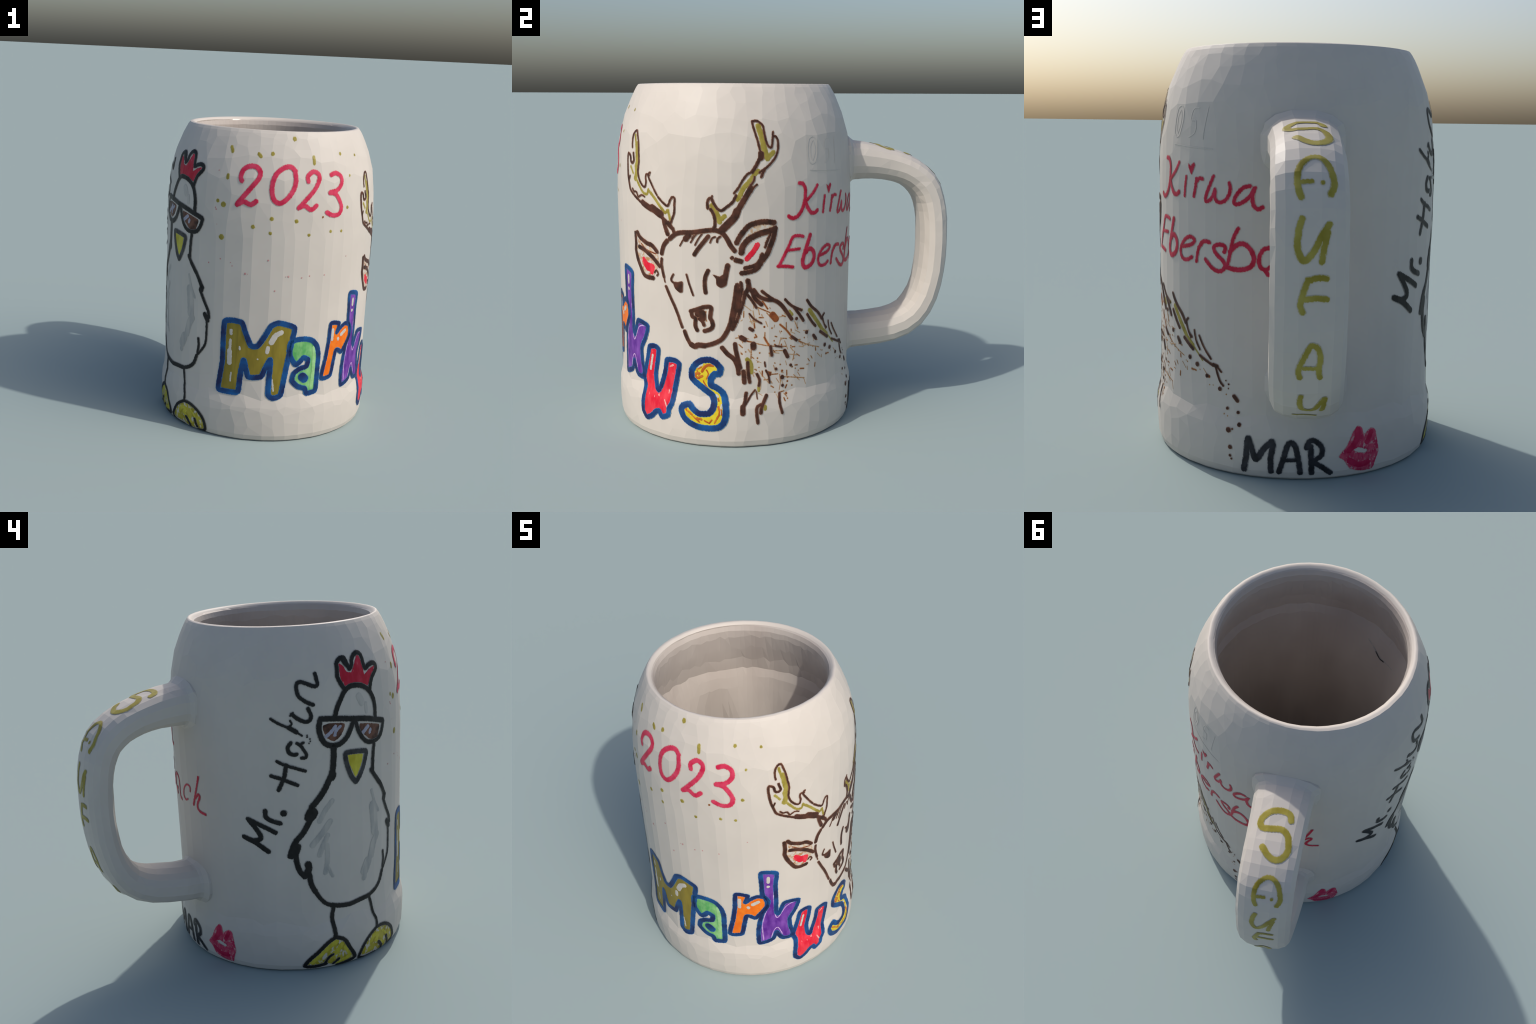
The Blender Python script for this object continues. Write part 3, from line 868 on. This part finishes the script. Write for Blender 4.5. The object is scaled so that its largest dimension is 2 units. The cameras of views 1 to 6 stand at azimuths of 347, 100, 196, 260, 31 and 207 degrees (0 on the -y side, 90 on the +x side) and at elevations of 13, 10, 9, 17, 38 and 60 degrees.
def draw_rooster_lettering():
    s = Sheet('rooster_lettering', on_wall, mug)
    s.piece('letter')
    s.pen('black', 21, (-1080, 1749), (-1073, 1715), (-1071, 1692), (-1090, 1684), (-1131, 1701), (-1165, 1712), (-1185, 1703), (-1188, 1671), (-1177, 1637), (-1143, 1608), (-1101, 1586))
    s.piece('letter')
    s.pen('black', 15, (-1332, 1522), (-1289, 1494), (-1236, 1471))
    s.pen('black', 25, (-1236, 1471), (-1197, 1445))
    s.pen('black', 10, (-1197, 1445), (-1167, 1423))
    s.pen('black', 11, (-1240, 1475), (-1221, 1490), (-1228, 1509))
    s.pen('black', 11, (-1227, 1536), (-1212, 1551))
    s.pen('black', 21, (-1217, 1544), (-1201, 1528), (-1181, 1513), (-1148, 1498), (-1122, 1505), (-1115, 1532), (-1129, 1568))
    s.piece('letter')
    s.pen('black', 21, (-1229, 1387), (-1246, 1361), (-1240, 1332), (-1215, 1319), (-1200, 1322))
    s.pen('black', 18, (-1196, 1383), (-1176, 1368), (-1160, 1342), (-1147, 1316), (-1153, 1299), (-1173, 1299))
    s.pen('black', 15, (-1162, 1384), (-1182, 1373))
    s.pen('black', 10, (-1140, 1414))
    s.pen('black', 8, (-1125, 1402))
    s.pen('black', 8, (-1124, 1389))
    s.pen('black', 7, (-1131, 1378))
    s.pen('black', 7, (-1140, 1424))
    s.piece('letter')
    s.pen('black', 18, (-1306, 1285), (-1264, 1262), (-1217, 1246), (-1155, 1223))
    s.pen('black', 21, (-1341, 1203), (-1287, 1184), (-1240, 1163), (-1200, 1145))
    s.pen('black', 23, (-1258, 1262), (-1268, 1205), (-1281, 1170), (-1303, 1121))
    s.piece('full_stop')
    s.pen('black', 37, (-1281, 984))
    s.piece('letter')
    s.pen('black', 26, (-1383, 998), (-1381, 965), (-1355, 943), (-1302, 925))
    s.piece('letter')
    s.pen('black', 28, (-1512, 835), (-1444, 804), (-1374, 755))
    s.pen('black', 28, (-1503, 832), (-1458, 818), (-1420, 828), (-1416, 851), (-1440, 891), (-1482, 944))
    s.pen('black', 26, (-1482, 944), (-1431, 921), (-1375, 894), (-1330, 870))
    s.build()

def draw_rooster_drawing():
    s = Sheet('rooster_drawing', on_wall, mug)
    s.piece('comb')
    s.fill('comb_red', (-930, 1786), (-903, 1773), (-884, 1741), (-852, 1732), (-825, 1767), (-789, 1820), (-775, 1806), (-762, 1758), (-757, 1709), (-714, 1731), (-662, 1741), (-706, 1688), (-740, 1646), (-798, 1667), (-860, 1674), (-903, 1665), (-927, 1707))
    s.pen('black', 25, (-911, 1650), (-933, 1687), (-948, 1722), (-944, 1761), (-943, 1790), (-921, 1811), (-894, 1814), (-883, 1800), (-873, 1776), (-862, 1753), (-842, 1772), (-834, 1801), (-811, 1823), (-787, 1829), (-764, 1817), (-756, 1791), (-753, 1763), (-744, 1740), (-713, 1754), (-677, 1759), (-654, 1745), (-662, 1722), (-698, 1687), (-716, 1656), (-727, 1619))
    s.pen('black', 16, (-906, 1803), (-894, 1785), (-879, 1767))
    s.piece('head')
    s.pen('black', 28, (-979, 1509), (-965, 1550), (-941, 1594), (-913, 1636), (-878, 1659), (-835, 1661), (-790, 1651), (-745, 1625), (-715, 1586), (-698, 1534), (-696, 1462))
    s.piece('sunglasses')
    s.fill('lens_brown', (-1053, 1464), (-1008, 1476), (-923, 1464), (-927, 1430), (-951, 1395), (-989, 1374), (-1032, 1399))
    s.fill('lens_brown', (-816, 1445), (-664, 1411), (-675, 1357), (-697, 1322), (-752, 1349), (-807, 1396))
    s.pen('lens_glint', 20, (-1036, 1405), (-1006, 1427), (-979, 1455))
    s.pen('lens_glint', 18, (-984, 1407), (-976, 1430), (-949, 1451))
    s.pen('lens_glint', 23, (-798, 1392), (-771, 1413), (-761, 1419))
    s.pen('lens_glint', 20, (-742, 1397), (-747, 1384))
    s.pen('black', 30, (-1063, 1506), (-977, 1498), (-858, 1480), (-768, 1465), (-629, 1427))
    s.pen('black', 30, (-1066, 1500), (-1074, 1459), (-1066, 1410), (-1039, 1366), (-997, 1350), (-953, 1355), (-913, 1382), (-888, 1420), (-868, 1459))
    s.pen('black', 26, (-847, 1456), (-829, 1403), (-799, 1358), (-762, 1331), (-711, 1326), (-665, 1340), (-637, 1378), (-623, 1422))
    s.piece('beak')
    s.fill('beak_yellow', (-911, 1286), (-806, 1273), (-815, 1213), (-852, 1147), (-885, 1205))
    s.loop('slate', 28, (-921, 1292), (-888, 1297), (-782, 1283), (-782, 1250), (-800, 1195), (-828, 1146), (-854, 1117), (-888, 1162), (-914, 1232))
    s.piece('neck')
    s.pen('black', 35, (-993, 1348), (-994, 1281), (-1003, 1203), (-1027, 1149), (-1061, 1088), (-1098, 1041), (-1123, 1014))
    s.pen('black', 18, (-996, 1202), (-989, 1179), (-1000, 1159))
    s.pen('black', 24, (-713, 1307), (-722, 1243), (-726, 1159))
    s.pen('black', 26, (-738, 1162), (-700, 1112), (-646, 1045), (-610, 981))
    s.piece('torso')
    s.pen('black', 35, (-610, 977), (-616, 959))
    s.pen('black', 21, (-620, 953), (-586, 888), (-554, 831), (-547, 789))
    s.pen('black', 33, (-579, 804), (-558, 769))
    s.fill('black', (-1126, 1026), (-1090, 981), (-1101, 949), (-1136, 918), (-1167, 943), (-1161, 977))
    s.pen('black', 32, (-1140, 927), (-1177, 863), (-1213, 821), (-1235, 784))
    s.fill('black', (-1234, 814), (-1191, 789), (-1205, 737), (-1238, 708), (-1268, 717), (-1259, 762))
    s.pen('black', 30, (-1221, 730), (-1217, 684), (-1201, 630), (-1174, 595))
    s.pen('black', 39, (-1154, 670), (-1152, 641), (-1170, 604))
    s.pen('black', 30, (-1151, 618), (-1139, 547), (-1118, 499))
    s.pen('black', 24, (-1118, 499), (-1090, 454), (-1060, 418), (-1023, 398))
    s.pen('black', 28, (-1023, 398), (-967, 385), (-900, 380), (-828, 387), (-758, 393))
    s.pen('black', 24, (-758, 393), (-702, 418), (-662, 453), (-638, 509))
    s.pen('black', 16, (-637, 513), (-598, 559), (-568, 612), (-562, 691), (-563, 755))
    s.pen('black', 18, (-627, 630), (-622, 584), (-631, 530))
    s.piece('leg')
    s.pen('black', 25, (-1011, 378), (-1021, 326), (-1015, 272), (-1007, 205))
    s.pen('black', 18, (-758, 381), (-746, 329), (-734, 271), (-718, 226), (-717, 184))
    s.piece('foot')
    s.fill('foot_yellow', (-1004, 191), (-1057, 161), (-1117, 107), (-1161, 64), (-1190, 35), (-1115, 30), (-1071, 39), (-1003, 14), (-940, 22), (-895, 38), (-924, 106), (-961, 167))
    s.pen('beak_yellow', 30, (-1004, 168), (-1065, 131), (-1125, 77), (-1154, 59))
    s.pen('beak_yellow', 30, (-973, 144), (-1005, 102), (-1035, 87))
    s.pen('beak_yellow', 23, (-949, 121), (-921, 61), (-968, 37), (-998, 25))
    s.pen('black', 23, (-1004, 201), (-1057, 171), (-1117, 115), (-1168, 69), (-1192, 35), (-1160, 25), (-1115, 27), (-1070, 34))
    s.pen('black', 23, (-1004, 197), (-956, 173), (-916, 104), (-887, 50), (-893, 30), (-938, 18), (-1000, 7))
    s.pen('black', 16, (-1078, 36), (-1050, 77), (-1027, 90))
    s.pen('black', 16, (-1023, 27), (-990, 54))
    s.pen('beak_yellow', 25, (-764, 99), (-737, 127), (-704, 125), (-724, 90))
    s.pen('black', 19, (-718, 177), (-787, 132), (-837, 66), (-852, 21), (-805, 4), (-721, 4))
    s.piece('foot')
    s.fill('foot_yellow', (-718, 171), (-779, 130), (-824, 71), (-834, 28), (-751, 22), (-668, 12), (-590, 15), (-548, 25), (-559, 90), (-601, 137), (-657, 167))
    s.pen('beak_yellow', 21, (-718, 88), (-684, 63), (-651, 46))
    s.pen('beak_yellow', 13, (-662, 134), (-622, 93), (-601, 43))
    s.pen('black', 21, (-718, 177), (-657, 172), (-601, 145), (-554, 96), (-537, 39), (-557, 9), (-599, 4))
    s.pen('black', 21, (-698, 69), (-672, 38), (-664, 10))
    s.pen('black', 19, (-621, 77), (-610, 50), (-603, 27))
    s.piece('shading')
    s.pen('grey', 29, (-1006, 1032), (-1048, 983), (-1083, 921))
    s.pen('grey', 34, (-1020, 912), (-1066, 851), (-1126, 783))
    s.pen('grey', 29, (-1037, 832), (-1068, 768), (-1087, 718))
    s.pen('grey', 27, (-1042, 772), (-1041, 680), (-1056, 605))
    s.pen('grey', 20, (-1044, 650), (-1026, 608), (-1011, 578))
    s.pen('grey', 18, (-733, 1038), (-706, 962), (-671, 899))
    s.pen('grey', 61, (-722, 944), (-712, 872), (-706, 785))
    s.pen('grey', 50, (-689, 757), (-717, 711), (-739, 639))
    s.pen('grey', 63, (-766, 607), (-791, 560))
    s.pen('grey', 34, (-786, 558), (-796, 514))
    s.pen('grey', 41, (-815, 1596), (-798, 1562))
    s.pen('grey', 23, (-768, 1547), (-766, 1504))
    s.build()

def draw_year_lettering():
    s = Sheet('year_lettering', on_wall, mug)
    s.piece('digit')
    s.pen('pink', 30, (-360, 1691), (-369, 1717), (-355, 1759), (-316, 1781), (-270, 1778), (-245, 1748), (-252, 1710), (-288, 1663), (-340, 1598), (-380, 1547))
    s.pen('pink', 30, (-379, 1544), (-337, 1564), (-293, 1550), (-260, 1572))
    s.piece('digit')
    s.pen('pink', 30, (-18, 1764), (-47, 1788), (-88, 1783), (-135, 1750), (-159, 1701), (-164, 1640), (-149, 1588), (-111, 1568), (-66, 1598), (-28, 1652), (-14, 1705), (-20, 1764))
    s.piece('digit')
    s.pen('pink', 28, (69, 1704), (67, 1735), (106, 1762), (141, 1746), (144, 1713), (117, 1660), (71, 1607), (9, 1542))
    s.pen('pink', 28, (9, 1542), (48, 1555), (90, 1531), (126, 1555))
    s.piece('digit')
    s.pen('pink', 28, (238, 1742), (278, 1751), (317, 1728), (318, 1684), (282, 1647), (224, 1634), (267, 1623), (303, 1576), (317, 1532), (295, 1496), (245, 1492), (203, 1511))
    s.build()

def draw_confetti_dots():
    s = Sheet('confetti_dots', on_wall, mug)
    s.piece('all')
    s.pen('gold', 28, (-15, 1953))
    s.pen('gold', 25, (-171, 1861))
    s.pen('gold', 21, (341, 1865))
    s.pen('gold', 16, (499, 1851))
    s.pen('gold', 16, (401, 1731))
    s.pen('gold', 23, (-515, 1553))
    s.pen('gold', 34, (-474, 1534))
    s.pen('gold', 21, (372, 1533))
    s.pen('gold', 25, (-157, 1470))
    s.pen('gold', 25, (-2, 1459))
    s.pen('gold', 25, (-271, 1414))
    s.pen('gold', 21, (-162, 1380))
    s.pen('gold', 19, (84, 1372))
    s.pen('gold', 19, (238, 1389))
    s.pen('gold', 18, (326, 1386))
    s.pen('gold', 35, (-475, 1329))
    s.pen('gold', 21, (-468, 1885), (-453, 1860))
    s.pen('gold', 21, (-265, 1856), (-249, 1842))
    s.pen('gold', 21, (115, 1848), (116, 1811))
    s.pen('gold', 21, (-457, 1717), (-458, 1700))
    s.pen('sienna', 13, (175, 1482))
    s.pen('fleck', 8, (-529, 1739))
    s.pen('fleck', 8, (-529, 1510))
    s.pen('fleck', 10, (-523, 1499))
    s.pen('fleck', 13, (-307, 1113))
    s.pen('fleck', 6, (-291, 1112))
    s.pen('fleck', 13, (-34, 1108))
    s.pen('fleck', 6, (-50, 1107))
    s.pen('fleck', 11, (-167, 1208))
    s.pen('fleck', 10, (-564, 1151))
    s.pen('fleck', 10, (-476, 1189))
    s.pen('fleck', 8, (-395, 1153))
    s.pen('fleck', 6, (-407, 1173))
    s.pen('fleck', 10, (-116, 1014))
    s.pen('fleck', 8, (105, 1110))
    s.pen('fleck', 8, (211, 1110))
    s.pen('fleck', 8, (53, 1099))
    s.pen('fleck', 6, (387, 1216))
    s.pen('fleck', 6, (-512, 1406))
    s.build()

def draw_name_lettering():
    s = Sheet('name_lettering', on_wall, mug)
    s.piece('letter')
    s.fill('olive', (-429, 785), (-377, 801), (-314, 794), (-291, 739), (-264, 675), (-247, 645), (-207, 647), (-162, 716), (-126, 784), (-80, 806), (-23, 794), (26, 772), (19, 710), (5, 626), (-12, 526), (-27, 424), (-45, 320), (-94, 301), (-123, 323), (-123, 424), (-121, 559), (-152, 499), (-177, 443), (-258, 438), (-291, 546), (-310, 443), (-319, 336), (-347, 321), (-452, 324), (-452, 393), (-435, 525), (-435, 660))
    s.loop('blue', 34, (-429, 785), (-377, 801), (-314, 794), (-291, 739), (-264, 675), (-247, 645), (-207, 647), (-162, 716), (-126, 784), (-80, 806), (-23, 794), (26, 772), (19, 710), (5, 626), (-12, 526), (-27, 424), (-45, 320), (-94, 301), (-123, 323), (-123, 424), (-121, 559), (-152, 499), (-177, 443), (-258, 438), (-291, 546), (-310, 443), (-319, 336), (-347, 321), (-452, 324), (-452, 393), (-435, 525), (-435, 660))
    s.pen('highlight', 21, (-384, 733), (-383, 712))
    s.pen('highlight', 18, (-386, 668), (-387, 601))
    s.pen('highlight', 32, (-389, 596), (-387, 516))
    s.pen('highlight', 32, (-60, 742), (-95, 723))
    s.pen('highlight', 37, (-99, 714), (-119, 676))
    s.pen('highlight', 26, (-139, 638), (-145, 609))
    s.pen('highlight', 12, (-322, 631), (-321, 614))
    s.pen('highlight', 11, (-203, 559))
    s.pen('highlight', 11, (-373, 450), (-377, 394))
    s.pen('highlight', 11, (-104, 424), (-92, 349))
    s.piece('letter')
    s.fill('green', (8, 675), (49, 692), (100, 695), (155, 680), (191, 642), (208, 576), (206, 473), (205, 370), (196, 331), (136, 322), (120, 356), (68, 376), (30, 414), (38, 464), (79, 496), (124, 509), (132, 551), (100, 569), (76, 543), (47, 525), (13, 571), (-1, 625))
    s.loop('blue', 33, (8, 675), (49, 692), (100, 695), (155, 680), (191, 642), (208, 576), (206, 473), (205, 370), (196, 331), (136, 322), (120, 356), (68, 376), (30, 414), (38, 464), (79, 496), (124, 509), (132, 551), (100, 569), (76, 543), (47, 525), (13, 571), (-1, 625))
    s.pen('blue', 57, (99, 439), (114, 425))
    s.pen('green_light', 25, (172, 631), (177, 503), (168, 359))
    s.piece('letter')
    s.fill('purple', (460, 957), (552, 937), (546, 837), (548, 704), (546, 603), (562, 575), (596, 655), (622, 665), (698, 648), (677, 580), (636, 512), (638, 441), (653, 376), (641, 338), (590, 341), (562, 376), (544, 412), (524, 359), (490, 341), (431, 329), (428, 442), (441, 534), (457, 600), (491, 662), (481, 732), (462, 768), (459, 856))
    s.loop('blue', 28, (460, 957), (552, 937), (546, 837), (548, 704), (546, 603), (562, 575), (596, 655), (622, 665), (698, 648), (677, 580), (636, 512), (638, 441), (653, 376), (641, 338), (590, 341), (562, 376), (544, 412), (524, 359), (490, 341), (431, 329), (428, 442), (441, 534), (457, 600), (491, 662), (481, 732), (462, 768), (459, 856))
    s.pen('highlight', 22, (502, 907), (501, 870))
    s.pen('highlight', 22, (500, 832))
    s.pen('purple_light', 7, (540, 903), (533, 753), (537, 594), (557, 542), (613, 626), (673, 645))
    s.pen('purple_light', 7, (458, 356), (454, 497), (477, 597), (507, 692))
    s.pen('purple_light', 7, (507, 346), (525, 423), (555, 449), (583, 381))
    s.piece('letter')
    s.fill('orange', (296, 776), (369, 766), (353, 709), (383, 733), (431, 756), (477, 741), (498, 700), (482, 653), (445, 602), (412, 563), (377, 583), (355, 584), (338, 505), (318, 417), (242, 414), (268, 546), (286, 663))
    s.loop('blue', 28, (296, 776), (369, 766), (353, 709), (383, 733), (431, 756), (477, 741), (498, 700), (482, 653), (445, 602), (412, 563), (377, 583), (355, 584), (338, 505), (318, 417), (242, 414), (268, 546), (286, 663))
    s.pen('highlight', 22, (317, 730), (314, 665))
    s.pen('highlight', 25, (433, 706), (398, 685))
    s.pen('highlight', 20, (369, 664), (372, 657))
    s.pen('sienna', 31, (374, 592), (392, 591))
    s.pen('sienna', 15, (274, 419), (303, 427))
    s.piece('letter')
    s.fill('red', (711, 530), (751, 541), (782, 529), (774, 463), (757, 379), (766, 308), (786, 292), (813, 353), (833, 415), (845, 477), (894, 481), (925, 464), (912, 391), (894, 310), (885, 238), (864, 199), (857, 161), (815, 142), (796, 173), (769, 163), (738, 132), (695, 113), (665, 145), (663, 190), (674, 288), (658, 342), (678, 414), (692, 461))
    s.loop('blue', 29, (711, 530), (751, 541), (782, 529), (774, 463), (757, 379), (766, 308), (786, 292), (813, 353), (833, 415), (845, 477), (894, 481), (925, 464), (912, 391), (894, 310), (885, 238), (864, 199), (857, 161), (815, 142), (796, 173), (769, 163), (738, 132), (695, 113), (665, 145), (663, 190), (674, 288), (658, 342), (678, 414), (692, 461))
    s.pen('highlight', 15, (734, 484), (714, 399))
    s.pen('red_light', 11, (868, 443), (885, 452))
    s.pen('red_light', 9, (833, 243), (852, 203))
    s.piece('letter')
    s.fill('yellow', (1166, 449), (1159, 427), (1133, 425), (1113, 396), (1113, 361), (1146, 347), (1180, 318), (1194, 267), (1197, 204), (1186, 154), (1160, 125), (1113, 115), (1050, 118), (993, 139), (958, 170), (945, 210), (956, 233), (991, 245), (1015, 219), (1051, 197), (1100, 201), (1126, 230), (1132, 272), (1118, 305), (1076, 336), (1032, 368), (1003, 395), (1003, 438), (1026, 475), (1062, 499), (1105, 505), (1140, 491), (1165, 463))
    s.loop('blue', 34, (1166, 449), (1159, 427), (1133, 425), (1113, 396), (1113, 361), (1146, 347), (1180, 318), (1194, 267), (1197, 204), (1186, 154), (1160, 125), (1113, 115), (1050, 118), (993, 139), (958, 170), (945, 210), (956, 233), (991, 245), (1015, 219), (1051, 197), (1100, 201), (1126, 230), (1132, 272), (1118, 305), (1076, 336), (1032, 368), (1003, 395), (1003, 438), (1026, 475), (1062, 499), (1105, 505), (1140, 491), (1165, 463))
    s.pen('rust', 14, (1047, 424), (1024, 419), (1036, 397), (1063, 409))
    s.pen('rust', 16, (1062, 436), (1076, 459), (1098, 474), (1123, 472))
    s.pen('rust', 8, (1069, 383), (1094, 342), (1129, 316))
    s.pen('rust', 11, (987, 203), (1008, 187))
    s.pen('rust', 14, (1036, 169), (1061, 164))
    s.pen('rust', 9, (1079, 158), (1099, 147))
    s.pen('rust', 11, (1155, 242), (1163, 207), (1145, 170))
    s.pen('rust', 9, (1120, 165), (1106, 145))
    s.pen('rust', 9, (1040, 449), (1058, 461))
    s.pen('rust', 8, (1087, 445), (1098, 424), (1087, 395))
    s.pen('rust', 9, (970, 219), (978, 206))
    s.pen('rust', 8, (1151, 181), (1134, 147))
    s.pen('rust', 8, (1015, 177), (1050, 148))
    s.pen('rust', 8, (1169, 231), (1175, 196))
    s.pen('rust', 8, (1033, 441), (1047, 406))
    s.pen('rust', 8, (1154, 286), (1158, 273))
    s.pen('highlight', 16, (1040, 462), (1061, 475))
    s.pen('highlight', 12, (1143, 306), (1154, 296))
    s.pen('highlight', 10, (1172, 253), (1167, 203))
    s.build()

def draw_signature_lettering():
    s = Sheet('signature_lettering', on_wall, mug)
    s.piece('letter')
    s.pen('charcoal', 28, (2155, 39), (2168, 110), (2177, 194), (2197, 138), (2215, 97), (2250, 150), (2287, 189))
    s.pen('charcoal', 26, (2289, 187), (2292, 166), (2282, 110), (2283, 42))
    s.piece('letter')
    s.pen('charcoal', 25, (2320, 41), (2341, 113), (2358, 172), (2374, 187), (2394, 166), (2407, 103), (2417, 40))
    s.pen('charcoal', 19, (2342, 101), (2398, 103))
    s.piece('letter')
    s.pen('charcoal', 26, (2461, 169), (2466, 102), (2469, 39))
    s.pen('charcoal', 24, (2443, 163), (2453, 190), (2476, 197), (2510, 167), (2512, 124), (2478, 95), (2514, 67), (2556, 34))
    s.build()

def draw_lip_print():
    s = Sheet('lip_print', on_wall, mug)
    s.piece('all')
    s.fill('lip_pink', (2687, 248), (2708, 236), (2716, 204), (2754, 228), (2779, 219), (2791, 168), (2801, 109), (2786, 61), (2774, 24), (2709, 24), (2651, 45), (2621, 89), (2595, 111), (2630, 156), (2660, 219))
    s.hole('lip_pink', (2666, 134), (2688, 145), (2737, 128), (2730, 112), (2692, 119))
    s.pen('lip_dark', 28, (2686, 231), (2677, 181), (2643, 136))
    s.pen('lip_dark', 25, (2757, 211), (2734, 166))
    s.pen('lip_dark', 28, (2646, 86), (2695, 59), (2742, 63))
    s.build()

def draw_handle_lettering():
    s = Sheet('handle_lettering', on_handle, handle)
    s.piece('letter')
    s.pen('brass', 33, (-71, 197), (-59, 167), (-16, 155), (35, 165), (74, 200), (85, 237), (67, 260), (22, 258), (-30, 253), (-66, 276), (-81, 319), (-83, 364), (-59, 403), (-22, 414), (15, 395), (48, 360))
    s.piece('letter')
    s.pen('brass', 25, (38, 692), (49, 656), (51, 602), (36, 551), (1, 514), (-33, 512), (-65, 542), (-84, 595), (-89, 643), (-75, 679))
    s.pen('brass', 19, (33, 631), (-3, 628))
    s.pen('brass', 19, (-45, 633))
    s.piece('letter')
    s.pen('brass', 25, (34, 775), (47, 822), (51, 883), (36, 925), (17, 931), (-15, 892), (-43, 836), (-69, 796))
    s.pen('brass', 23, (-64, 826), (-49, 892), (-42, 937))
    s.piece('letter')
    s.pen('brass', 23, (-61, 1001), (-26, 999), (7, 1010))
    s.pen('brass', 23, (9, 1006), (27, 1059), (37, 1103), (28, 1133))
    s.pen('brass', 23, (15, 1082), (-28, 1077), (-63, 1081))
    s.piece('letter')
    s.pen('brass', 22, (32, 1411), (38, 1373), (19, 1322), (-4, 1274), (-18, 1267), (-38, 1284), (-46, 1328), (-41, 1373), (-47, 1411))
    s.pen('brass', 17, (17, 1367), (-36, 1368))
    s.piece('letter')
    s.pen('brass', 21, (24, 1509), (27, 1556), (13, 1599), (-23, 1606), (-55, 1556), (-72, 1527), (-70, 1564), (-66, 1613))
    s.piece('letter')
    s.pen('brass', 8, (51, 1666), (5, 1663), (-45, 1673))
    s.build()

def draw_scan_flaw_mark():
    s = Sheet('scan_flaw_mark', on_bore, mug)  # mesh flaw of the scan, drawn as dark strokes on the inner wall
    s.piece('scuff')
    s.pen('grey', 14, (4230, 1512), (4186, 1494), (4079, 1447))
    s.pen('slate', 9, (4130, 1468), (4079, 1447), (4030, 1452))
    s.pen('grey', 12, (4060, 1450), (3966, 1463), (3870, 1478))
    s.build()

draw_scan_flaw_mark()

draw_deer_drawing()
draw_town_lettering()
draw_measuring_mark()
draw_rooster_lettering()
draw_rooster_drawing()
draw_year_lettering()
draw_confetti_dots()
draw_name_lettering()
draw_signature_lettering()
draw_lip_print()
draw_handle_lettering()
